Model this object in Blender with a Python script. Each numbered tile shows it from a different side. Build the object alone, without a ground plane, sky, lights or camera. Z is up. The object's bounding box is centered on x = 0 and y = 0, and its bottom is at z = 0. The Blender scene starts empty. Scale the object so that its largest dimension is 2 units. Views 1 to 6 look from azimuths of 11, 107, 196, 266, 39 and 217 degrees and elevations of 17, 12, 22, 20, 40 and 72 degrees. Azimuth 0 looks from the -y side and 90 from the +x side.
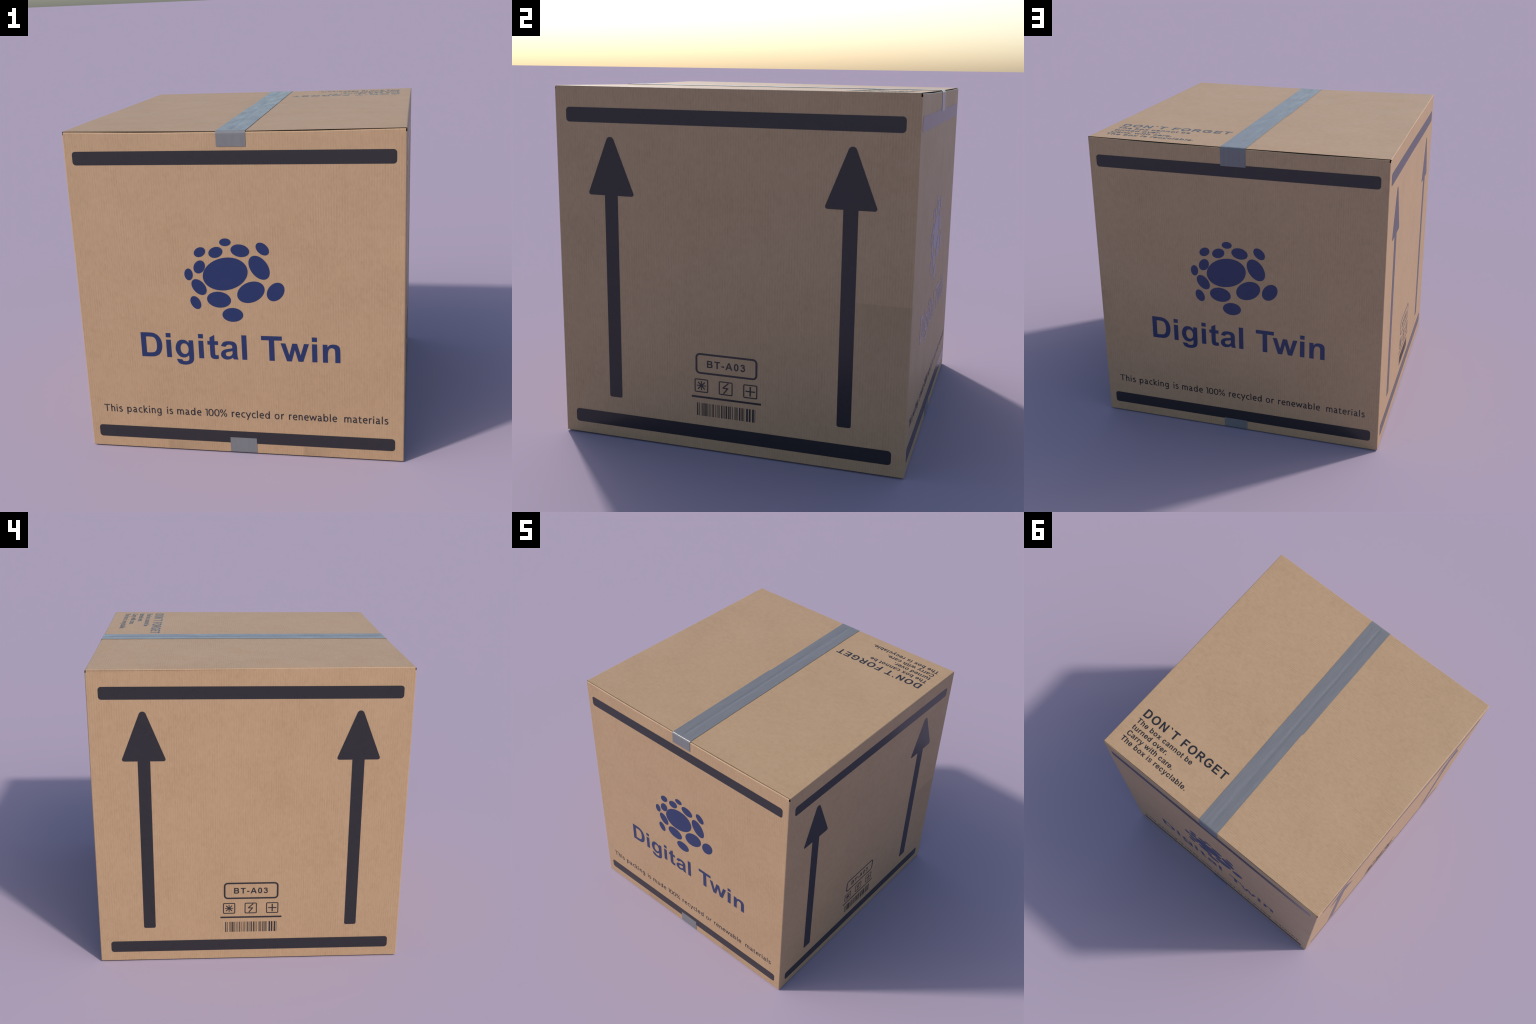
"""A taped cardboard shipping carton with printed bars, arrows, lettering and a label."""
import bpy, bmesh, math, random
from mathutils import Vector, noise
from mathutils.geometry import delaunay_2d_cdt

random.seed(7)
TAU = math.tau

# ------------------------------------------------------------------ sizes
X, Y = 0.9735, 0.9915          # outside of the walls
CORNER = 0.0068                # rounding of the vertical corners
BOARD = 0.006                  # board thickness
Z0, Z1 = 0.0068, 1.9775        # the straight part of the walls
ZT = 1.9968                    # top of the outer flaps
FLAP_Y = 0.9842                # half length of the outer flaps
INK = 0.0008                   # ink film above the board

# ------------------------------------------------------------------ node helpers


class Nodes:
    def __init__(self, name):
        self.mat = bpy.data.materials.new(name)
        self.mat.use_nodes = True
        self.t = self.mat.node_tree
        self.bsdf = self.t.nodes["Principled BSDF"]

    def put(self, target, value):
        if isinstance(value, bpy.types.NodeSocket):
            self.t.links.new(value, target)
        elif value is not None:
            target.default_value = value

    def new(self, kind, **props):
        n = self.t.nodes.new(kind)
        for k, v in props.items():
            setattr(n, k, v)
        return n

    def math(self, op, a, b=None, c=None, clamp=False):
        n = self.new("ShaderNodeMath", operation=op, use_clamp=clamp)
        for s, v in zip(n.inputs, (a, b, c)):
            self.put(s, v)
        return n.outputs[0]

    def xyz(self):
        c = self.new("ShaderNodeTexCoord").outputs["Object"]
        s = self.new("ShaderNodeSeparateXYZ")
        self.put(s.inputs[0], c)
        return c, s.outputs

    def vec(self, x, y, z=0.0):
        n = self.new("ShaderNodeCombineXYZ")
        for s, v in zip(n.inputs, (x, y, z)):
            self.put(s, v)
        return n.outputs[0]

    def noise(self, vec, scale, detail=2.0, rough=0.5):
        n = self.new("ShaderNodeTexNoise")
        self.put(n.inputs["Vector"], vec)
        n.inputs["Scale"].default_value = scale
        n.inputs["Detail"].default_value = detail
        n.inputs["Roughness"].default_value = rough
        return n.outputs["Fac"]

    def span(self, v, lo, hi, a=0.0, b=1.0, smooth=False):
        n = self.new("ShaderNodeMapRange", interpolation_type="SMOOTHSTEP" if smooth else "LINEAR")
        for s, x in zip(n.inputs, (v, lo, hi, a, b)):
            self.put(s, x)
        return n.outputs[0]

    def mix(self, f, a, b, blend="MIX"):
        n = self.new("ShaderNodeMix", data_type="RGBA", blend_type=blend)
        self.put(n.inputs["Factor"], f)
        self.put(n.inputs["A"], a)
        self.put(n.inputs["B"], b)
        return n.outputs["Result"]

    def scale_colour(self, col, f):
        n = self.new("ShaderNodeVectorMath", operation="SCALE")
        self.put(n.inputs[0], col)
        self.put(n.inputs["Scale"], f)
        return n.outputs[0]

    def bump(self, height, strength, distance):
        n = self.new("ShaderNodeBump")
        self.put(n.inputs["Height"], height)
        n.inputs["Strength"].default_value = strength
        n.inputs["Distance"].default_value = distance
        self.put(self.bsdf.inputs["Normal"], n.outputs[0])


KRAFT = (0.432, 0.275, 0.153, 1)
KRAFT_PALE = (0.485, 0.317, 0.184, 1)
KRAFT_DARK = (0.348, 0.211, 0.110, 1)
FLUTE = 0.0147                 # pitch of the corrugation


def flute_height(n, across, along, coord):
    """Corrugation telegraphing through the liner: a wavering sine, -1..1."""
    waver = n.math("MULTIPLY", n.noise(n.vec(n.math("MULTIPLY", across, 4), n.math("MULTIPLY", along, 1.0)), 1.0, 1.0), 4.0)
    wave = n.math("SINE", n.math("ADD", n.math("MULTIPLY", across, TAU / FLUTE), waver))
    swell = n.span(n.noise(n.vec(n.math("MULTIPLY", across, 16), n.math("MULTIPLY", along, 5), 3.7), 1.0, 2.0), 0.3, 0.72)
    return n.math("MULTIPLY", wave, swell)


def cardboard(name, across_axis, along_axis, patches=()):
    n = Nodes(name)
    coord, ax = n.xyz()
    across, along = ax[across_axis], ax[along_axis]
    flutes = flute_height(n, across, along, coord)
    streak = n.noise(n.vec(n.math("MULTIPLY", across, 105), n.math("MULTIPLY", along, 30), 1.3), 1.0, 3.0, 0.6)
    blotch = n.noise(coord, 3.2, 3.0, 0.55)
    mottle = n.noise(coord, 23.0, 3.0, 0.6)
    fibre = n.noise(coord, 210.0, 2.0, 0.6)
    tone = n.math("ADD", n.math("MULTIPLY", n.math("SUBTRACT", streak, 0.5), 0.75), 0.5)
    tone = n.math("ADD", tone, n.math("MULTIPLY", flutes, 0.17))
    tone = n.math("ADD", tone, n.math("MULTIPLY", n.math("SUBTRACT", blotch, 0.5), 0.40))
    tone = n.math("ADD", tone, n.math("MULTIPLY", n.math("SUBTRACT", mottle, 0.5), 0.40))
    tone = n.math("ADD", tone, n.math("MULTIPLY", n.math("SUBTRACT", fibre, 0.5), 0.30), clamp=True)
    col = n.mix(n.span(tone, 0.0, 0.5), KRAFT_DARK, KRAFT)
    col = n.mix(n.span(tone, 0.5, 1.0), col, KRAFT_PALE)
    # stray pale and dark fibres in the kraft paper
    fleck = n.noise(n.vec(n.math("MULTIPLY", across, 190), n.math("MULTIPLY", along, 75), 8.1), 1.0, 1.0)
    col = n.mix(n.span(fleck, 0.76, 0.84, 0.0, 0.28), col, (0.60, 0.42, 0.27, 1))
    fleck = n.noise(n.vec(n.math("MULTIPLY", across, 150), n.math("MULTIPLY", along, 60), 2.9), 1.0, 1.0)
    col = n.mix(n.span(fleck, 0.77, 0.85, 0.0, 0.35), col, (0.20, 0.115, 0.055, 1))
    # darker and paler areas with one hard edge: (axis, lo, hi), (axis, lo, hi), factor; soft edge lengths
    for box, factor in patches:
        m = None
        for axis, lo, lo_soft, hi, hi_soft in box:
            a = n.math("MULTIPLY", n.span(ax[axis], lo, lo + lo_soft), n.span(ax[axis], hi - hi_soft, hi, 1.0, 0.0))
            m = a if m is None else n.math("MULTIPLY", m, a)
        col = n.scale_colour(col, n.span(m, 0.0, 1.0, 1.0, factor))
    n.put(n.bsdf.inputs["Base Color"], col)
    sheen = n.noise(coord, 5.0, 4.0, 0.6)
    n.put(n.bsdf.inputs["Roughness"], n.span(sheen, 0.3, 0.7, 0.46, 0.56))
    n.bsdf.inputs["Specular IOR Level"].default_value = 0.5
    relief = n.math("ADD", n.math("MULTIPLY", flutes, 0.05), n.math("MULTIPLY", fibre, 0.025))
    n.bump(n.math("ADD", relief, n.math("MULTIPLY", sheen, 0.22)), 0.8, 0.003)
    return n.mat


def ink(name, colour, dark):
    n = Nodes(name)
    coord, ax = n.xyz()
    speck = n.noise(coord, 120.0, 2.0, 0.6)
    cloud = n.noise(coord, 14.0, 2.0)
    f = n.math("MULTIPLY", n.span(speck, 0.58, 0.70), n.span(cloud, 0.42, 0.60))
    col = n.mix(f, colour, dark)
    n.put(n.bsdf.inputs["Base Color"], col)
    n.bsdf.inputs["Roughness"].default_value = 0.24
    n.bsdf.inputs["Specular IOR Level"].default_value = 0.5
    n.bump(speck, 0.03, 0.002)
    return n.mat


def tape_material():
    n = Nodes("grey_packing_tape")
    coord, ax = n.xyz()
    long = n.math("ADD", ax[1], ax[2])
    streak = n.noise(n.vec(n.math("MULTIPLY", ax[0], 60), n.math("MULTIPLY", long, 5)), 1.0, 3.0, 0.6)
    crinkle = n.noise(n.vec(n.math("MULTIPLY", ax[0], 34), n.math("MULTIPLY", long, 46), 5.0), 1.0, 5.0, 0.7)
    swell = n.noise(n.vec(n.math("MULTIPLY", ax[0], 15), n.math("MULTIPLY", long, 5), 9.0), 1.0, 2.0)
    col = n.mix(n.span(streak, 0.3, 0.7), (0.163, 0.165, 0.172, 1), (0.184, 0.185, 0.191, 1))
    n.put(n.bsdf.inputs["Base Color"], col)
    n.put(n.bsdf.inputs["Roughness"], n.span(swell, 0.35, 0.65, 0.18, 0.30))
    n.bsdf.inputs["Specular IOR Level"].default_value = 0.5
    high = n.math("ADD", n.math("MULTIPLY", crinkle, 0.55), n.math("MULTIPLY", streak, 0.22))
    n.bump(n.math("ADD", high, n.math("MULTIPLY", swell, 0.8)), 0.26, 0.006)
    return n.mat


def shadow_dark_edge():
    n = Nodes("edge_darkened_as_gap_shadow")
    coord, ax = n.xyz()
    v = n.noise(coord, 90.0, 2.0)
    n.put(n.bsdf.inputs["Base Color"], n.mix(v, (0.016, 0.010, 0.006, 1), (0.05, 0.03, 0.017, 1)))  # board colour dropped near black: shadow of lid gap and corner notches painted in
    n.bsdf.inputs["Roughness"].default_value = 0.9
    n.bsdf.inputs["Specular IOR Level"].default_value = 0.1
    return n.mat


# tone patch boxes: each axis as (index, lo, softness at lo, hi, softness at hi)
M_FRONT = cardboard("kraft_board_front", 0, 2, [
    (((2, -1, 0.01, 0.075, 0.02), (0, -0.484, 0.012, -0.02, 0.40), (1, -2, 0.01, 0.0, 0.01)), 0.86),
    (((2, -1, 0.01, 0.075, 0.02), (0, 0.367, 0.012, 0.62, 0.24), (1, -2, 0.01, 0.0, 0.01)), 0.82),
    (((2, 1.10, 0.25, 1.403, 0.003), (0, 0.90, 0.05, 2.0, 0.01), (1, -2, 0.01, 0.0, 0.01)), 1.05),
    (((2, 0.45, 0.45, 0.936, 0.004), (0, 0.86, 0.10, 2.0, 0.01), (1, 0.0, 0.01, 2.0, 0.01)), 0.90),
])
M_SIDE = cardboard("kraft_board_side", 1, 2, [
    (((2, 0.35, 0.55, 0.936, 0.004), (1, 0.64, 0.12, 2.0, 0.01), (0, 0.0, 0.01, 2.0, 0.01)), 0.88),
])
M_TOP = cardboard("kraft_board_flap", 1, 0)
M_EDGE = shadow_dark_edge()
M_BLACK = ink("black_print_ink", (0.0215, 0.0200, 0.0235, 1), (0.012, 0.011, 0.014, 1))
M_BLUE = ink("blue_print_ink", (0.0120, 0.0270, 0.1020, 1), (0.008, 0.019, 0.074, 1))
M_TAPE = tape_material()

# ------------------------------------------------------------------ objects
scene = bpy.context.scene
root = bpy.data.objects.new("cardboard_box", None)
root.empty_display_size = 0.2
scene.collection.objects.link(root)
root["label"] = "closed brown cardboard shipping box with grey tape and printed arrows"
root["category"] = "cardboard box"


def add(name, verts, faces, mats, parent, mat_index=None, smooth=False, kind=None):
    me = bpy.data.meshes.new(name)
    me.from_pydata([tuple(v) for v in verts], [], faces)
    for m in mats:
        me.materials.append(m)
    if mat_index:
        me.polygons.foreach_set("material_index", mat_index)
    if smooth:
        me.polygons.foreach_set("use_smooth", [True] * len(me.polygons))
    me.update()
    ob = bpy.data.objects.new(name, me)
    scene.collection.objects.link(ob)
    ob.parent = parent
    if kind:
        ob["kind"] = kind
    return ob


def loft(sections, mats, edge_mat=None):
    """Closed cross-sections (equal length) skinned in order, capped at both ends."""
    k = len(sections[0])
    verts = [p for s in sections for p in s]
    faces, mi = [], []
    for i in range(len(sections) - 1):
        for j in range(k):
            a, b = i * k + j, i * k + (j + 1) % k
            faces.append((a, b, b + k, a + k))
            mi.append(mats(j, k) if callable(mats) else 0)
    faces.append(tuple(range(k - 1, -1, -1)))
    faces.append(tuple(range((len(sections) - 1) * k, len(sections) * k)))
    mi += [edge_mat if edge_mat is not None else 0] * 2
    return verts, faces, mi


def fix_normals(ob):
    bm = bmesh.new()
    bm.from_mesh(ob.data)
    bmesh.ops.recalc_face_normals(bm, faces=bm.faces)
    bm.to_mesh(ob.data)
    bm.free()


# ---- walls: front and back carry the rounded corners, the sides fit between them
def arc(cx, cy, r, a0, a1, steps=6):
    return [(cx + r * math.cos(math.radians(a0 + (a1 - a0) * i / steps)),
             cy + r * math.sin(math.radians(a0 + (a1 - a0) * i / steps))) for i in range(steps + 1)]


CELLS = 36
LEVELS = [Z0 + (Z1 - Z0) * i / CELLS for i in range(CELLS + 1)]


def end_wall(sign):
    span = X - CORNER
    outer = arc(-span, -Y + CORNER, CORNER, 180, 270) + [(-span + 2 * span * i / CELLS, -Y) for i in range(1, CELLS)] + arc(span, -Y + CORNER, CORNER, 270, 360)
    inner = [(X - BOARD, -Y + CORNER), (X - BOARD, -Y + BOARD), (-X + BOARD, -Y + BOARD), (-X + BOARD, -Y + CORNER)]
    ring = [(x * -sign, y * -sign) for x, y in outer + inner]
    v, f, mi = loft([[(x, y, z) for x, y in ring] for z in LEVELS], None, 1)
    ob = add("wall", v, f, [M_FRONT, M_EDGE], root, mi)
    fix_normals(ob)
    return ob


def side_wall(sign):
    y = Y - CORNER
    ring = [(sign * X, -y + 2 * y * i / CELLS) for i in range(CELLS + 1)] + [(sign * (X - BOARD), y), (sign * (X - BOARD), -y)]
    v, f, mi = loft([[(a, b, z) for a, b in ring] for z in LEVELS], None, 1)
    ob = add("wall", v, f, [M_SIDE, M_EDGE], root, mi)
    fix_normals(ob)
    return ob


front, back = end_wall(-1), end_wall(1)
right, left = side_wall(1), side_wall(-1)


def smoothstep(a, b, t):
    t = min(1.0, max(0.0, (t - a) / (b - a)))
    return t * t * (3 - 2 * t)


def lid_sag(x, y):
    """How far the lid lies below its nominal level: it dips towards the seam."""
    f = min(1.0, abs(x) / 0.95) ** 1.1
    rise = 0.0074 if x >= 0 else 0.0088 - 0.0102 * smoothstep(-1.0, 0.95, y)
    return 0.0063 - rise * f


def slack(x, y, z):
    """The carton is not a perfect block: walls bow outwards, corners wander a few millimetres, the lid sags."""
    fx, fy, fz = x / X, y / Y, max(0.0, min(1.0, z / ZT))
    by, bz = max(0.0, math.cos(math.pi / 2 * min(1, abs(fy)))), max(0.0, math.cos(math.pi / 2 * min(1, abs(2 * fz - 1))))
    bx = max(0.0, math.cos(math.pi / 2 * min(1, abs(fx))))
    back = (fy + 1) / 2
    corner_l = (0.0008 - 0.0050 * back) + 0.0018 * fz
    corner_r = (-0.0012 - 0.0020 * back) + (0.0002 + 0.0052 * back) * fz
    left = corner_l - 0.0005 * by**0.8 * bz**0.8 + 0.0030 * math.exp(-((fy + 0.55) / 0.4) ** 2 - ((fz - 0.85) / 0.2) ** 2)
    right = corner_r - 0.0012 * by**0.8 * bz**0.8
    front = 0.0012 * bx**0.8 * bz**0.8
    rear = 0.0045 * bx**0.4 * bz**0.7
    wx, wy = min(1.0, abs(fx)), min(1.0, abs(fy))
    dx = (right * wx if x > 0 else -left * wx)
    dy = (rear * wy if y > 0 else -front * wy)
    dz = -lid_sag(x, y) * smoothstep(1.955, 1.9765, z)
    return dx, dy, dz


# ---- outer flaps: fold over the side walls and meet under the tape
SEAM = 0.005


def outer_flap(sign):
    t = 0.0032
    sections = []
    ys = [-FLAP_Y + 2 * FLAP_Y * i / 32 for i in range(33)]
    for y in ys:
        s = (y + FLAP_Y) / (2 * FLAP_Y)
        if sign > 0:
            r, bulge = 0.0045 + 0.004 * math.sin(math.pi * s) ** 0.8, 0.0
        else:
            r, bulge = 0.005, 0.0032 * smoothstep(-0.25, 0.85, y)
        zt = lambda x: ZT
        z_edge = zt(X)
        out = [(X, Z1), (X + bulge * 0.15, z_edge - r - 0.004), (X + bulge, z_edge - r)]
        out += [(X + bulge - r + r * math.cos(math.radians(a)), z_edge - r + r * math.sin(math.radians(a))) for a in (15, 30, 45, 60, 75, 90)]
        steps = [X - 0.03 - (X - 0.03 - SEAM) * i / 24 for i in range(25)]
        out += [(x, zt(x)) for x in steps]
        inn = [(x, zt(x) - t) for x in reversed(steps)]
        inn += [(X - t - 0.004, z_edge - t), (X - t, z_edge - t - 0.004), (X - t, Z1)]
        ring = [(sign * x, y, z) for x, z in out + inn]
        sections.append(ring)
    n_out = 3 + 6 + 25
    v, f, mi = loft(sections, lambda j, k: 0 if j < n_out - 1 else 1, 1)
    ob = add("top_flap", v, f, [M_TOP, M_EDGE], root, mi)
    fix_normals(ob)
    return ob


# ---- inner flaps: fold inwards from the front and back walls, under the outer flaps
def inner_flap(sign):
    t, r = 0.004, 0.006
    half = X - 0.0068
    sections = []
    for i in range(41):
        x = -half + 2 * half * i / 40
        zt = 1.9928 - 0.0026 * math.sin(math.pi * x / 0.97) ** 2
        out = [(Y, Z1), (Y, zt - r)]
        out += [(Y - r + r * math.cos(math.radians(a)), zt - r + r * math.sin(math.radians(a))) for a in (15, 30, 45, 60, 75, 90)]
        out += [(Y - 0.05, zt - 0.001), (0.10, zt - 0.004)]
        inn = [(0.10, zt - t - 0.004), (Y - 0.05, zt - t - 0.001), (Y - r, zt - t), (Y - t, zt - r), (Y - t, Z1)]
        ring = [(x, sign * a, z) for a, z in out + inn]
        sections.append(ring)
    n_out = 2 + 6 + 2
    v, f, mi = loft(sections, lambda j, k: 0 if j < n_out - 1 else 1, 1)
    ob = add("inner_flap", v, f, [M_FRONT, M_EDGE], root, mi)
    fix_normals(ob)
    return ob


def bottom_flap(sign):
    x0, x1, y = SEAM, X - 0.0012, Y - 0.0012
    ring = [(x0, 0.0058), (x1 - 0.0015, 0.0058), (x1, 0.0073), (x1, 0.0100), (x0, 0.0100)]
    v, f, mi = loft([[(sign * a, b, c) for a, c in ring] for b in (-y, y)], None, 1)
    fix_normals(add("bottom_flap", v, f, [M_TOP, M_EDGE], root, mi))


flap_right, flap_left = outer_flap(1), outer_flap(-1)
for s in (-1, 1):
    inner_flap(s)
    bottom_flap(s)

# ------------------------------------------------------------------ tape


def tape_strip(path, edges, cross, name="packing_tape", thick=0.0011):
    """path: list of (y, z, ny, nz, s); edges(s) -> x limits; cross(x, s) -> lift along the normal."""
    cols = 28
    top, low = [], []
    for y, z, ny, nz, s in path:
        lo, hi = edges(s)
        for c in range(cols + 1):
            x = lo + (hi - lo) * c / cols
            h = cross(x, s, c / cols)
            base = z
            top.append((x, y + ny * (h + thick), base + nz * (h + thick)))
            low.append((x, y + ny * h, base + nz * h))
    n = len(top)
    faces, smooth = [], []
    w = cols + 1
    for i in range(len(path) - 1):
        for c in range(cols):
            a = i * w + c
            faces.append((a, a + 1, a + 1 + w, a + w))
            faces.append((n + a, n + a + w, n + a + 1 + w, n + a + 1))
    rim = [i for i in range(w)] + [i * w + cols for i in range(1, len(path))]
    rim += [(len(path) - 1) * w + c for c in range(cols - 1, -1, -1)] + [i * w for i in range(len(path) - 2, 0, -1)]
    for a, b in zip(rim, rim[1:] + rim[:1]):
        faces.append((a, n + a, n + b, b))
    ob = add(name, top + low, faces, [M_TAPE], root, smooth=True)
    fix_normals(ob)
    try:
        ob.data.set_sharp_from_angle(angle=math.radians(50))
    except AttributeError:
        pass
    return ob


def wobble(x, s, scale, seed):
    return noise.noise(Vector((x * scale, s * scale * 0.6, seed)))


def strap_path(z_front, z_back, level, radius, up):
    """Up the front wall, over the flaps, down the back wall."""
    pts = []
    yw, n = Y + 0.0006, 1 if up else -1
    corner = level - n * radius

    def leg(z_end, sign):
        out = []
        for i in range(9):
            f = i / 8
            out.append((sign * yw, z_end + (corner - z_end) * f, sign, 0.0))
        for i in range(1, 8):
            a = math.radians(90 * i / 8)
            out.append((sign * (yw - radius + radius * math.cos(a)), corner + n * radius * math.sin(a), sign * math.cos(a), n * math.sin(a)))
        return out

    pts += leg(z_front, -1)
    for i in range(101):
        pts.append((-(yw - radius) + 2 * (yw - radius) * i / 100, level, 0.0, n))
    pts += list(reversed(leg(z_back, 1)))
    return [p + (p[0],) for p in pts]


def top_edges(s):
    t = (s + 1) / 2
    hi = 0.0925 - 0.0130 * t
    lo = -0.0745 - 0.0068 * (s + 1) / 1.05
    if s > 0.045:  # a nick where the roll tore
        lo += 0.0072 * min(1, (s - 0.045) / 0.015) - 0.0040 * max(0, s - 0.06)
    return lo + 0.0007 * wobble(1, s, 5, 3), hi + 0.0007 * wobble(2, s, 5, 8)


def top_cross(x, s, c):
    inside = 1 - smoothstep(0.93, 0.975, abs(s))
    centre = 0.004 - 0.012 * smoothstep(-0.6, 0.9, s)
    width = 0.011 + 0.010 * smoothstep(0.0, 0.7, s) * (1 - smoothstep(0.7, 0.95, s))
    groove = math.exp(-((x - centre) / width) ** 2)
    h = 0.0010 - 0.0022 * groove * inside + 0.0004 * (wobble(x, s, 14, 1) + wobble(x, s, 40, 2) * 0.4)
    leg = smoothstep(0.985, 0.9915, abs(s))
    h += 0.0005 * (1 - inside) * (1 - leg) * (0.5 + wobble(x, s + x, 30, 6))
    return max(h, -0.0022) + 0.0004 - 0.0009 * leg


def bottom_edges(s):
    t = (s + 1) / 2
    return -0.0812 + 0.017 * t, 0.0836 + 0.016 * t


strap = strap_path(1.9063, 1.8740, ZT, 0.012, True)
tape_strip(strap, top_edges, top_cross)
strap = strap_path(0.1055, 0.0740, 0.0055, 0.006, False)
tape_strip(strap, bottom_edges, lambda x, s, c: 0.0002 + 0.0002 * (1 + wobble(x, s, 18, 4)), thick=0.0009)

# ------------------------------------------------------------------ flat shapes for the print
# A shape is a list of (sign, polygon): later entries add to or cut from earlier ones.


def rect(x0, y0, x1, y1):
    return [(x0, y0), (x1, y0), (x1, y1), (x0, y1)]


def ellipse(cx, cy, rx, ry, turn=0.0, steps=40, power=2.0):
    out = []
    ct, st = math.cos(math.radians(turn)), math.sin(math.radians(turn))
    for i in range(steps):
        a = TAU * i / steps
        c, s = math.cos(a), math.sin(a)
        x = rx * math.copysign(abs(c) ** (2 / power), c)
        y = ry * math.copysign(abs(s) ** (2 / power), s)
        out.append((cx + x * ct - y * st, cy + x * st + y * ct))
    return out


def rounded(points, radii, steps=6):
    """Polygon with each corner rounded by its own radius."""
    out, n = [], len(points)
    for i in range(n):
        p, a, b = Vector(points[i]), Vector(points[i - 1]), Vector(points[(i + 1) % n])
        r = radii[i] if isinstance(radii, (list, tuple)) else radii
        u, v = (a - p).normalized(), (b - p).normalized()
        half = math.acos(max(-1, min(1, u.dot(v)))) / 2
        if r <= 0 or half > 1.55:
            out.append(tuple(p))
            continue
        d = r / math.tan(half)
        c = p + (u + v).normalized() * (r / math.sin(half))
        s, e = p + u * d - c, p + v * d - c
        a0 = math.atan2(s.y, s.x)
        da = (math.atan2(e.y, e.x) - a0 + math.pi) % TAU - math.pi
        out += [(c.x + r * math.cos(a0 + da * k / steps), c.y + r * math.sin(a0 + da * k / steps)) for k in range(steps + 1)]
    return out


def smooth_outline(points, steps=4):
    """Closed outline through the points; a third entry marks a sharp corner."""
    n, out = len(points), []
    pt = [Vector(p[:2]) for p in points]
    sharp = [len(p) > 2 for p in points]
    for i in range(n):
        j = (i + 1) % n
        p1, p2 = pt[i], pt[j]
        out.append(tuple(p1))
        if sharp[i] and sharp[j]:
            continue
        m1 = Vector((0, 0)) if sharp[i] else (p2 - pt[i - 1]) * 0.5
        m2 = Vector((0, 0)) if sharp[j] else (pt[(j + 1) % n] - p1) * 0.5
        if sharp[i]:
            m1 = (p2 - p1) * 1.5 - m2 * 0.5
        if sharp[j]:
            m2 = (p2 - p1) * 1.5 - m1 * 0.5
        for k in range(1, steps):
            t = k / steps
            h = (2 * t**3 - 3 * t**2 + 1, t**3 - 2 * t**2 + t, -2 * t**3 + 3 * t**2, t**3 - t**2)
            out.append(tuple(p1 * h[0] + m1 * h[1] + p2 * h[2] + m2 * h[3]))
    return out


def through(points, steps=5):
    """Open curve through the points."""
    if len(points) < 3:
        return [Vector(p) for p in points]
    pt = [Vector(p) for p in points]
    pt = [pt[0] * 2 - pt[1]] + pt + [pt[-1] * 2 - pt[-2]]
    out = []
    for i in range(1, len(pt) - 2):
        p0, p1, p2, p3 = pt[i - 1 : i + 3]
        for k in range(steps):
            t = k / steps
            out.append(0.5 * ((2 * p1) + (p2 - p0) * t + (2 * p0 - 5 * p1 + 4 * p2 - p3) * t * t + (3 * p1 - p0 - 3 * p2 + p3) * t**3))
    return out + [pt[-2]]


def stroke(points, width, curve=True):
    """A pen line of the given width, as quads joined with mitres."""
    c = through(points) if curve else [Vector(p) for p in points]
    sides = []
    for i, p in enumerate(c):
        a = (c[i] - c[i - 1]).normalized() if i else (c[1] - c[0]).normalized()
        b = (c[i + 1] - c[i]).normalized() if i < len(c) - 1 else a
        t = (a + b).normalized()
        nrm = Vector((-t.y, t.x)) * (width / 2 / max(0.4, t.dot(a)))
        sides.append((p + nrm, p - nrm))
    out = []
    for (a, b), (d, e) in zip(sides, sides[1:]):
        out += [(1, [tuple(a), tuple(b), tuple(e)]), (1, [tuple(a), tuple(e), tuple(d)])]
    return out


def bowl(cx, cy, rx, ry, wx, wy, power=2.15):
    return [(1, ellipse(cx, cy, rx, ry, power=power)), (-1, ellipse(cx, cy, rx - wx, ry - wy, power=power))]


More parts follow.
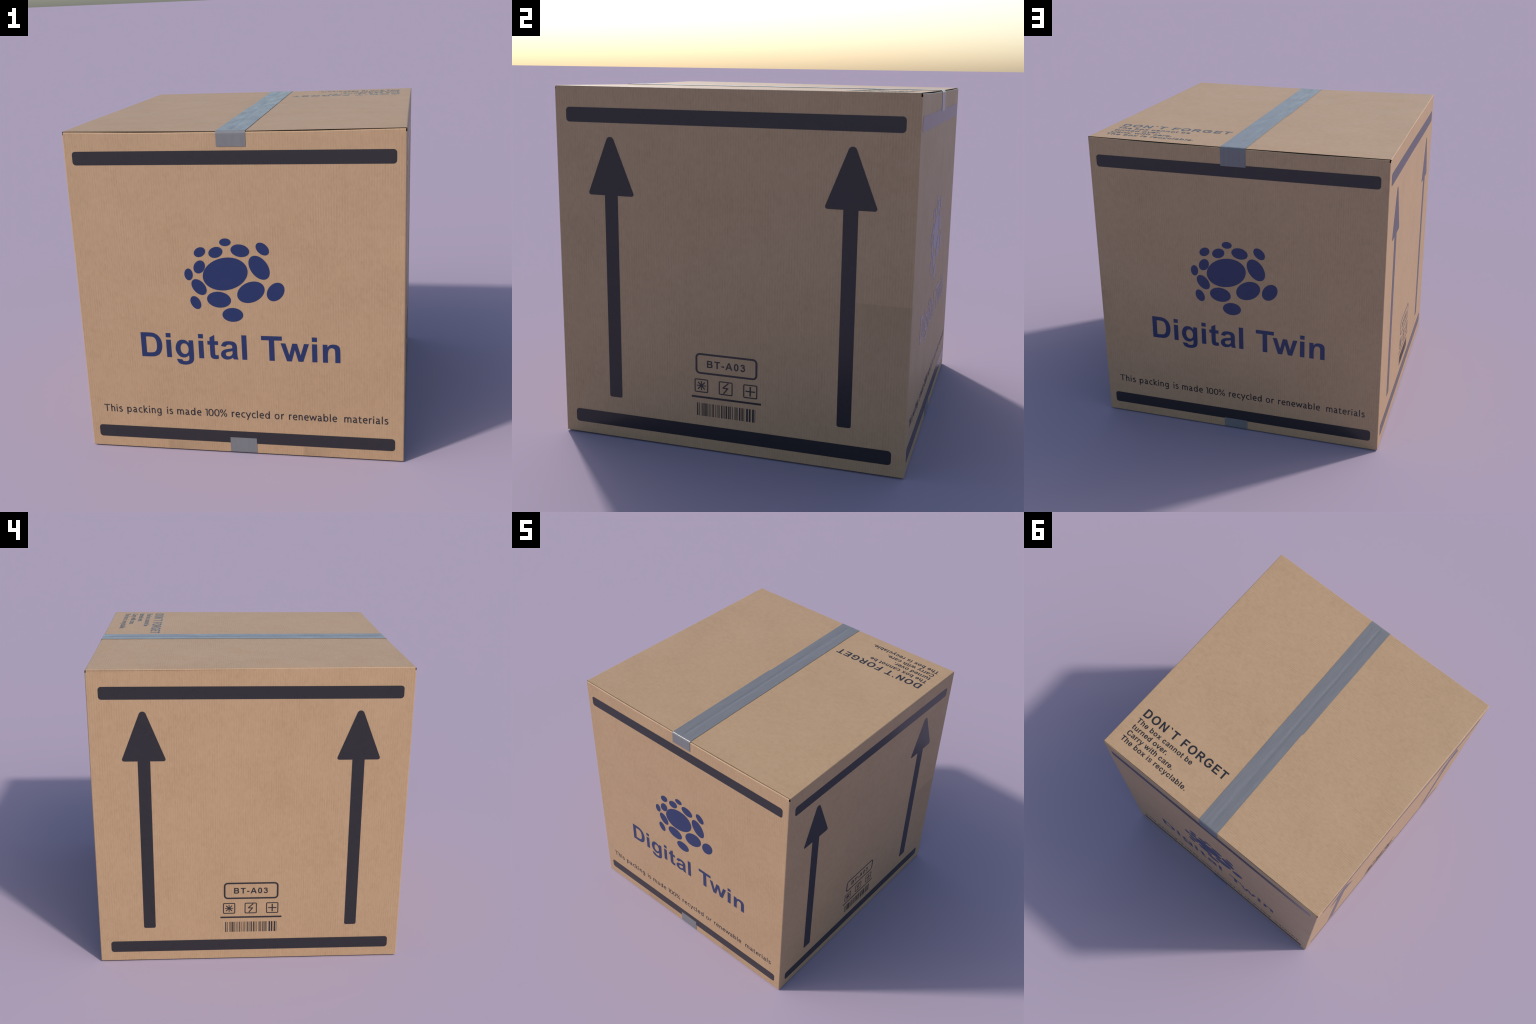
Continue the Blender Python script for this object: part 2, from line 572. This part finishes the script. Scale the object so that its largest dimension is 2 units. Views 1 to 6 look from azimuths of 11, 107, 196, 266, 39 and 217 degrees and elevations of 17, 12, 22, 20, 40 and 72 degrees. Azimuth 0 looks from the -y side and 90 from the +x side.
# ---- bold grotesque letters, 1000 units to the em: (advance, shape)
def bold_letters():
    G = {}
    P = lambda *p: (1, list(p))
    cut = lambda *p: (-1, list(p))
    add_r = lambda *r: (1, rect(*r))
    cut_r = lambda *r: (-1, rect(*r))
    CAP, XH, S, C = 716, 519, 137, 145
    d_out = [(73, 716, 1), (330, 716), (455, 700), (573, 628), (644, 518), (670, 360), (646, 200), (575, 75), (455, 13), (330, 0), (73, 0, 1)]
    d_in = [(218, 595, 1), (340, 595), (440, 576), (500, 500), (520, 358), (500, 215), (440, 140), (340, 121), (218, 121, 1)]
    G["D"] = (722, [(1, smooth_outline(d_out)), (-1, smooth_outline(d_in))])
    i = [add_r(72, 0, 209, 519), add_r(72, 589, 209, 716)]
    G["i"] = (278, i)
    G["l"] = (278, [add_r(72, 0, 209, 716)])
    g_out = [(424, 519, 1), (552, 519, 1), (552, 50), (536, -80), (470, -164), (320, -211), (170, -195), (95, -140), (60, -45, 1), (213, -55, 1),
             (240, -97), (312, -106), (385, -88), (413, -32), (414, 79, 1), (342, 23), (255, 2), (147, 38), (69, 142), (42, 270), (78, 420), (153, 505), (248, 531), (348, 511), (424, 439, 1)]
    g_in = [(292, 426), (374, 384), (412, 270), (384, 150), (300, 106), (214, 152), (182, 270), (213, 385)]
    G["g"] = (611, [(1, smooth_outline(g_out)), (-1, smooth_outline(g_in))])
    G["t"] = (333, [(1, smooth_outline([(76, 624, 1), (212, 702, 1), (212, 519, 1), (308, 519, 1), (308, 410, 1), (212, 410, 1), (212, 173), (221, 115), (251, 103), (301, 115, 1),
                                        (314, 9, 1), (271, -6), (220, -12), (150, -2), (100, 32), (79, 98), (76, 195), (76, 410, 1), (11, 410, 1), (11, 519, 1), (76, 519, 1)]))])
    a_out = [(54, 383, 1), (177, 362, 1), (208, 406), (263, 430), (333, 420), (361, 391), (368, 335, 1), (320, 316), (168, 286), (80, 234), (41, 150), (55, 72), (102, 18), (160, -8), (225, -12), (313, 12), (376, 57, 1),
             (382, 25), (396, 0, 1), (528, 0, 1), (505, 65), (497, 170), (498, 346), (484, 442), (437, 500), (372, 525), (264, 531), (163, 515), (99, 472)]
    a_in = [(367, 246, 1), (299, 227), (231, 212), (188, 187), (174, 152), (192, 106), (250, 84), (320, 105), (362, 158), (367, 205)]
    G["a"] = (556, [(1, smooth_outline(a_out)), (-1, smooth_outline(a_in))])
    G["T"] = (611, [add_r(233, 0, 378, 605), add_r(21, 595, 590, 716)])
    G["w"] = (778, [P((4, 519), (137, 519), (235, 181), (322, 519), (453, 519), (543, 181), (640, 519), (774, 519), (611, 0), (480, 0), (388, 340), (299, 0), (168, 0))])
    n_arch = [(66, 519, 1), (194, 519, 1), (194, 443, 1), (255, 508), (357, 531), (460, 510), (520, 445), (535, 326), (535, 0, 1), (398, 0, 1), (398, 270), (385, 385), (312, 425), (238, 392), (203, 262), (203, 0, 1), (66, 0, 1)]
    G["n"] = (611, [(1, smooth_outline(n_arch))])
    G["h"] = (611, [(1, smooth_outline(n_arch[3:])), add_r(66, 0, 203, 716)])
    G["u"] = (611, [(1, [(611 - x, 519 - y) for x, y in smooth_outline(n_arch)])])
    G["r"] = (389, [add_r(66, 0, 203, 519), (1, smooth_outline([(190, 440, 1), (250, 515), (320, 531), (401, 509, 1), (359, 389, 1), (300, 408), (235, 385), (203, 300, 1), (190, 300, 1)]))])
    G["o"] = (611, bowl(306, 259, 266, 271, 140, 112))
    G["e"] = (556, bowl(277, 259, 246, 271, 138, 108) + [add_r(120, 207, 521, 302), (-1, [(250, 207), (600, 207), (600, 168), (512, 165), (376, 142), (330, 150), (260, 170)])])
    G["c"] = (556, bowl(289, 259, 248, 271, 140, 112) + [(-1, [(290, 262), (390, 342), (524, 366), (640, 420), (640, 110), (528, 166), (392, 190)])])
    G["b"] = (611, bowl(318, 259, 250, 271, 140, 112) + [cut_r(0, -20, 100, 560), add_r(66, 0, 200, 716)])
    G["d"] = (611, bowl(293, 259, 250, 271, 140, 112) + [cut_r(511, -20, 620, 560), add_r(411, 0, 545, 716)])
    G["x"] = (556, [P((8, 0), (170, 0), (278, 165), (388, 0), (548, 0), (358, 265), (538, 519), (382, 519), (278, 366), (174, 519), (14, 519), (198, 265))])
    G["v"] = (556, [P((4, 519), (148, 519), (278, 172), (405, 519), (550, 519), (342, 0), (216, 0))])
    G["y"] = (556, [P((7, 519), (153, 519), (278, 151), (398, 519), (541, 519), (328, -56), (283, -140), (246, -180), (196, -204), (130, -210), (54, -201), (42, -94), (96, -99), (160, -86), (198, -39), (212, 2))])
    G["s"] = (556, stroke([(468, 378), (415, 455), (280, 474), (150, 448), (103, 375), (160, 305), (290, 264), (410, 222), (456, 145), (405, 68), (275, 42), (145, 70), (85, 150)], 102))
    G["."] = (278, [add_r(72, 0, 209, 137)])
    G["`"] = (333, [P((28, 730), (172, 730), (238, 585), (150, 585))])
    G["-"] = (333, [add_r(39, 190, 309, 328)])
    G["O"] = (778, bowl(389, 358, 346, 370, 150, 124))
    G["C"] = (722, bowl(390, 358, 343, 370, 150, 124) + [(-1, [(400, 358), (530, 490), (668, 535), (800, 560), (800, 150), (676, 222), (535, 264)])])
    G["G"] = (778, bowl(390, 358, 347, 370, 150, 124) + [(-1, [(390, 380), (560, 480), (712, 528), (800, 560), (800, 260), (390, 260)]), (-1, rect(710, 0, 800, 380)), add_r(402, 264, 710, 385), add_r(573, 100, 710, 300)])
    G["N"] = (722, [add_r(74, 0, 208, 716), add_r(513, 0, 647, 716), P((74, 716), (215, 716), (647, 0), (505, 0))])
    G["F"] = (611, [add_r(74, 0, 219, 716), add_r(74, 595, 565, 716), add_r(74, 304, 510, 425)])
    G["E"] = (667, [add_r(73, 0, 218, 716), add_r(73, 595, 604, 716), add_r(73, 315, 567, 436), add_r(73, 0, 617, 121)])
    r_bowl = [(1, rounded([(73, 300), (630, 300), (630, 716), (73, 716)], [0, 205, 205, 0], 10)), (-1, rounded([(218, 414), (480, 414), (480, 595), (218, 595)], [0, 88, 88, 0], 8))]
    G["R"] = (722, r_bowl + [add_r(73, 0, 218, 716), P((330, 320), (450, 320), (540, 235), (720, 0), (546, 0), (400, 218), (300, 300))])
    G["B"] = (722, [(1, rounded([(73, 0), (662, 0), (662, 415), (73, 415)], [0, 205, 205, 0], 10)), (1, rounded([(73, 330), (628, 330), (628, 716), (73, 716)], [0, 188, 188, 0], 10)),
                    (-1, rounded([(218, 122), (510, 122), (510, 312), (218, 312)], [0, 92, 92, 0], 8)), (-1, rounded([(218, 430), (484, 430), (484, 596), (218, 596)], [0, 80, 80, 0], 8))])
    G["A"] = (722, [P((0, 0), (156, 0), (363, 560), (564, 0), (722, 0), (440, 716), (286, 716)), add_r(190, 163, 535, 283)])
    G["0"] = (556, bowl(278, 353, 238, 366, 142, 118, 2.3))
    G["3"] = (556, stroke([(105, 530), (150, 615), (265, 657), (385, 620), (420, 535), (370, 440), (230, 400)], 128) + stroke([(230, 400), (370, 385), (445, 300), (440, 160), (370, 75), (255, 47), (150, 85), (97, 190)], 128))
    return G


# ---- a light humanist hand for the long line: pen strokes, 1000 units to the em
def light_letters():
    W = 88
    G = {}
    line = lambda *p: stroke(list(p), W, False)
    curve = lambda *p: stroke(list(p), W)
    arch = [(92, 330), (150, 425), (240, 450), (320, 410), (345, 300), (345, 150), (347, 0)]
    G["T"] = (560, stroke([(15, 622), (545, 622)], 74, False) + line((280, 0), (280, 640)))
    G["h"] = (440, curve(*arch) + line((90, 0), (90, 690)))
    G["n"] = (440, curve(*arch) + line((90, 0), (90, 480)))
    G["i"] = (200, line((100, 0), (100, 480)) + [(1, ellipse(100, 620, 56, 56, steps=16))])
    G["l"] = (200, line((100, 0), (100, 690)))
    G["s"] = (380, curve((315, 425), (240, 450), (140, 435), (95, 370), (125, 305), (210, 260), (300, 195), (315, 120), (265, 45), (170, 32), (70, 58)))
    G["p"] = (500, bowl(265, 240, 190, 250, W, 80) + line((95, -195), (95, 480)))
    G["b"] = (500, bowl(265, 240, 190, 250, W, 80) + line((95, 0), (95, 690)))
    G["d"] = (500, bowl(235, 240, 190, 250, W, 80) + line((405, 0), (405, 690)))
    G["o"] = (490, bowl(245, 240, 205, 252, W, 80))
    G["a"] = (440, curve((75, 425), (150, 450), (245, 445), (310, 385), (318, 280), (318, 120), (350, 40), (400, 12)) + curve((318, 265), (220, 258), (120, 215), (85, 130), (125, 45), (205, 32), (280, 75), (322, 140)))
    G["c"] = (410, curve((365, 425), (290, 450), (190, 435), (110, 350), (95, 230), (135, 105), (225, 38), (310, 35), (380, 62)))
    G["e"] = (460, curve((90, 255), (385, 255)) + curve((385, 235), (385, 320), (335, 425), (250, 450), (160, 420), (100, 330), (92, 220), (130, 105), (220, 38), (310, 32), (395, 62)))
    G["k"] = (430, line((95, 0), (95, 690)) + line((360, 480), (130, 255), (390, 0)))
    G["g"] = (480, bowl(235, 245, 185, 245, W, 78) + curve((385, 480), (388, 250), (388, 20), (365, -115), (290, -170), (190, -172), (85, -140)))
    G["m"] = (680, curve(*arch) + curve(*[(x + 250, y) for x, y in arch]) + line((90, 0), (90, 480)))
    G["r"] = (300, line((90, 0), (90, 480)) + curve((92, 310), (135, 400), (210, 446), (290, 440)))
    G["y"] = (440, line((30, 490), (235, 60)) + line((415, 490), (250, 90), (140, -195)))
    G["w"] = (620, line((25, 490), (175, 40)) + line((170, 40), (305, 440)) + line((305, 440), (440, 40)) + line((440, 40), (590, 490)))
    G["t"] = (310, stroke([(20, 440), (285, 440)], 72, False) + curve((125, 590), (125, 350), (128, 130), (170, 45), (240, 32), (300, 50)))
    G["1"] = (300, line((200, 0), (200, 650)) + stroke([(40, 612), (215, 612)], 74, False))
    G["0"] = (540, bowl(265, 320, 225, 338, 95, 78))
    G["%"] = (680, bowl(155, 500, 130, 160, 72, 66) + bowl(505, 155, 130, 160, 72, 66) + stroke([(110, -20), (560, 670)], 66, False))
    return G


BOLD, LIGHT = bold_letters(), light_letters()

# ------------------------------------------------------------------ turning shapes into ink
SIDES = {
    "front": lambda u, v, h: (u, -Y - h, v),
    "back": lambda u, v, h: (-u, Y + h, v),
    "right": lambda u, v, h: (X + h, u, v),
    "left": lambda u, v, h: (-X - h, -u, v),
    "top": lambda u, v, h: (-u, -v, ZT + h),
}


def fill(shape):
    """Boolean of the shape's polygons: (points, triangles)."""
    vs, fs = [], []
    for sign, poly in shape:
        area = sum(a[0] * b[1] - b[0] * a[1] for a, b in zip(poly, poly[1:] + poly[:1]))
        pts = list(poly) if area > 0 else list(reversed(poly))
        fs.append(list(range(len(vs), len(vs) + len(pts))))
        vs += [Vector(p) for p in pts]
    v, _, f, _, _, orig = delaunay_2d_cdt(vs, [], fs, 0, 1e-7, True)
    tris = []
    for face, owners in zip(f, orig):
        inside = False
        for k in sorted(owners):
            inside = shape[k][0] > 0
        if inside:
            tris.append(tuple(face))
    return v, tris


def print_ink(name, shapes, side, mat, parent, h=INK, kind=None, offset=(0.0, 0.0)):
    """Print one object made of one or more shapes (each already in metres)."""
    place = SIDES[side]
    verts, faces = [], []
    for shape in shapes:
        v, tris = fill(shape)
        n0, n = len(verts), len(v)
        verts += [place(p.x + offset[0], p.y + offset[1], h) for p in v]
        verts += [place(p.x + offset[0], p.y + offset[1], -0.0008) for p in v]
        count = {}
        for t in tris:
            for a, b in zip(t, t[1:] + t[:1]):
                count[(a, b)] = 1
        for t in tris:
            faces.append(tuple(n0 + i for i in t))
            faces.append(tuple(n0 + n + i for i in reversed(t)))
        for a, b in count:
            if (b, a) not in count:
                faces.append((n0 + a, n0 + n + a, n0 + n + b, n0 + b))
    ob = add(name, verts, faces, [mat], parent, kind=kind)
    bm = bmesh.new()
    bm.from_mesh(ob.data)
    bmesh.ops.delete(bm, geom=[v for v in bm.verts if not v.link_faces], context="VERTS")
    if side != "top":  # cut long pieces so that they follow the bowed wall
        axis = 0 if side in ("front", "back") else 1
        for ax in (axis, 2):
            lo, hi = min(v.co[ax] for v in bm.verts), max(v.co[ax] for v in bm.verts)
            k = math.floor(lo / 0.08) + 1
            while k * 0.08 < hi:
                co, no = Vector((0, 0, 0)), Vector((0, 0, 0))
                co[ax], no[ax] = k * 0.08, 1.0
                bmesh.ops.bisect_plane(bm, geom=bm.verts[:] + bm.edges[:] + bm.faces[:], dist=1e-7, plane_co=co, plane_no=no)
                k += 1
    bm.to_mesh(ob.data)
    bm.free()
    return ob


def move(shape, k, dx, dy):
    return [(s, [(x * k + dx, y * k + dy) for x, y in p]) for s, p in shape]


def set_text(text, letters, em, x, y, tracking=0.0, kern={}, space=278):
    """Letters laid along a baseline, as (character, shape) pairs."""
    out, prev = [], ""
    for ch in text:
        if ch == " ":
            x += space * em / 1000 + tracking
            prev = ch
            continue
        x += kern.get(prev + ch, 0) * em / 1000
        out.append((ch, move(letters[ch][1], em / 1000, x, y)))
        x += letters[ch][0] * em / 1000 + tracking
        prev = ch
    return out


def fit_text(text, letters, em, x0, x1, y, space=278):
    """Track the text so that its ink runs exactly from x0 to x1."""
    def extent(tr):
        xs = [p[0] for _, s in set_text(text, letters, em, 0, 0, tr, {}, space) for sg, poly in s if sg > 0 for p in poly]
        return min(xs), max(xs)
    a, b = extent(0.0)
    tr = ((x1 - x0) - (b - a)) / max(1, len(text) - 1)
    a, b = extent(tr)
    return set_text(text, letters, em, x0 - a, y, tr, {}, space)


# ------------------------------------------------------------------ what is printed
def bars(side, parent, du):
    for z in (0.1088, 1.8447):
        s = [(1, rounded(rect(-0.923, z - 0.0397, 0.923, z + 0.0397), 0.0195, 8))]
        print_ink("printed_bar", [s], side, M_BLACK, parent, offset=(du, 0))


def arrow_shape(u):
    head = rounded([(u - 0.139, 1.4125), (u + 0.139, 1.4125), (u, 1.770)], [0.0125, 0.0125, 0.0225], 8)
    shaft = rounded(rect(u - 0.0385, 0.2468, u + 0.0385, 1.45), [0.012, 0.012, 0, 0], 6)
    return [(1, head), (1, shaft)]


LOGO = [  # ellipse centre, half axes, turn in degrees
    (-0.0525, 1.3539, 0.0339, 0.0230, 3), (-0.2059, 1.2927, 0.0364, 0.0276, 31), (-0.1115, 1.2926, 0.0432, 0.0319, 21),
    (0.0328, 1.3044, 0.0550, 0.0374, -9), (0.1640, 1.3162, 0.0445, 0.0309, -44), (0.1412, 1.2037, 0.0789, 0.0521, -57),
    (-0.2129, 1.2029, 0.0423, 0.0323, 60), (-0.2797, 1.1560, 0.0361, 0.0253, -89), (-0.2213, 1.0789, 0.0551, 0.0368, -51),
    (-0.2467, 0.9819, 0.0427, 0.0293, -64), (-0.1056, 1.0033, 0.0719, 0.0493, -4), (0.0867, 1.0534, 0.0866, 0.0603, 27),
    (0.2326, 1.0585, 0.0623, 0.0457, 53), (-0.0274, 0.9103, 0.0625, 0.0434, 2), (-0.0611, 1.1620, 0.1366, 0.0973, 16),
]
NAME = [("D", -0.6037), ("i", -0.4468), ("g", -0.3907), ("i", -0.2467), ("t", -0.1915), ("a", -0.1122), ("l", 0.0171),
        ("T", 0.1352), ("w", 0.2509), ("i", 0.4368), ("n", 0.4995)]
LONG_LINE = [("This", -0.8825, -0.7625), ("packing", -0.7330, -0.5105), ("is", -0.4755, -0.4370), ("made", -0.4105, -0.2560), ("100%", -0.2315, -0.0947),
             ("recycled", -0.0660, 0.1705), ("or", 0.1994, 0.2574), ("renewable", 0.2868, 0.5775), ("materials", 0.6200, 0.8805)]


def brand_side(side, parent, du):
    bars(side, parent, du)
    for cx, cz, a, b, turn in LOGO:
        print_ink("logo_spot", [[(1, ellipse(cx, cz, a, b, turn, 56))]], side, M_BLUE, parent, offset=(du + 0.002, 0))
    em = 0.2182
    for ch, x in NAME:
        left_edge = min(p[0] for sign, poly in BOLD[ch][1] if sign > 0 for p in poly)
        print_ink("printed_letter", [move(BOLD[ch][1], em / 1000, x - left_edge * em / 1000, 0.6267)], side, M_BLUE, parent, offset=(du + 0.002, 0))
    for word, x0, x1 in LONG_LINE:
        letters = [s for _, s in fit_text(word, LIGHT, 0.0727, x0, x1, 0.2437)]
        print_ink("small_lettering", letters, side, M_BLACK, parent, offset=(du + 0.002, 0), kind="stuff")


# barcode: start and width of each bar along a code 2017 units long
BARCODE = [(0, 38), (78, 20), (160, 14), (186, 12), (217, 18), (257, 40), (314, 10), (334, 10), (358, 10), (380, 10), (430, 15), (473, 15), (530, 12), (552, 12), (570, 12),
           (628, 15), (688, 15), (727, 15), (765, 15), (840, 38), (905, 12), (945, 10), (968, 10), (1001, 38), (1082, 38), (1142, 10), (1162, 12), (1217, 18), (1297, 12), (1322, 10), (1344, 10),
           (1366, 10), (1390, 14), (1453, 37), (1513, 10), (1536, 10), (1558, 10), (1576, 12), (1610, 16), (1695, 58), (1788, 55), (1898, 57), (1984, 16)]


def label(side, parent, du):
    cu = du
    hub = bpy.data.objects.new("handling_label", None)
    hub.empty_display_size = 0.05
    scene.collection.objects.link(hub)
    hub.parent = parent
    put = lambda name, shapes, kind=None: print_ink(name, shapes, side, M_BLACK, hub, offset=(cu, 0), kind=kind)

    def frame(u0, v0, u1, v1, w, r):
        return [(1, rounded(rect(u0, v0, u1, v1), r, 6)), (-1, rounded(rect(u0 + w, v0 + w, u1 - w, v1 - w), max(r - w, 0.002), 6))]

    put("label_frame", [frame(-0.1790, 0.4497, 0.1790, 0.5696, 0.0108, 0.026)])
    put("code_lettering", [s for _, s in fit_text("BT-A03", BOLD, 0.0566, -0.1120, 0.1090, 0.4897)], "stuff")
    for u in (-0.1446, -0.0022, 0.1398):
        put("symbol_frame", [frame(u - 0.0403, 0.3417, u + 0.0403, 0.4206, 0.0062, 0.0085)])
    u, v = -0.1446, 0.3812
    star = []
    for k in range(8):
        a = math.radians(45 * k)
        r, w = (0.0268, 0.0055) if k % 2 == 0 else (0.0285, 0.0068)
        d = Vector((math.cos(a), math.sin(a)))
        star += stroke([(u, v), (u + d.x * r, v + d.y * r)], w, False)
    star.append((1, ellipse(u, v, 0.0075, 0.0075, steps=16)))
    put("star_symbol", [star])
    u = -0.0022
    put("bolt_symbol", [stroke([(u + 0.0160, v + 0.0315), (u - 0.0150, v + 0.0025)], 0.0070, False) + stroke([(u - 0.0180, v + 0.0012), (u + 0.0155, v + 0.0004)], 0.0068, False)
                        + stroke([(u + 0.0135, v + 0.0030), (u - 0.0125, v - 0.0310)], 0.0070, False)])
    u = 0.1398
    put("plus_symbol", [[(1, rect(u - 0.0275, v - 0.0035, u + 0.0275, v + 0.0035)), (1, rect(u - 0.0040, v - 0.0275, u + 0.0040, v + 0.0275))]])
    put("label_rule", [[(1, rect(-0.2022, 0.3090, 0.2022, 0.3203))]])
    k = 0.3426 / 2017
    put("barcode", [[(1, rect(-0.1703 + a * k, 0.2050, -0.1703 + (a + w) * k, 0.2798))] for a, w in BARCODE], "stuff")


def handling_side(side, parent, du):
    bars(side, parent, du)
    for u in (-0.6642, 0.6642):
        print_ink("printed_arrow", [arrow_shape(u)], side, M_BLACK, parent, offset=(du, 0))
    label(side, parent, du + 0.0028)


brand_side("front", front, -0.0018)
brand_side("back", back, -0.0008)
handling_side("right", right, -0.0026)
handling_side("left", left, 0.0028)

# the notice on the lid, read from the back
for text, em, u0, u1, base in [("DON`T FORGET", 0.0930, -0.8917, -0.1305, -0.6692), ("The box cannot be", 0.0552, -0.8955, -0.3840, -0.7322),
                               ("turned over.", 0.0552, -0.8900, -0.5650, -0.7887), ("Carry with care.", 0.0552, -0.8885, -0.4640, -0.8452),
                               ("The box is recyclable.", 0.0552, -0.8960, -0.2935, -0.9014)]:
    letters = [s for _, s in fit_text(text, BOLD, em, u0, u1, base)]
    print_ink("notice_lettering", letters, "top", M_BLACK, flap_right, kind="stuff")

# ------------------------------------------------------------------ let the whole carton go slack
done = set()
for ob in scene.objects:
    if ob.type == "MESH" and ob.data.name not in done:
        done.add(ob.data.name)
        for v in ob.data.vertices:
            d = slack(*v.co)
            v.co += Vector(d)
        ob.data.update()
    ob.select_set(False)
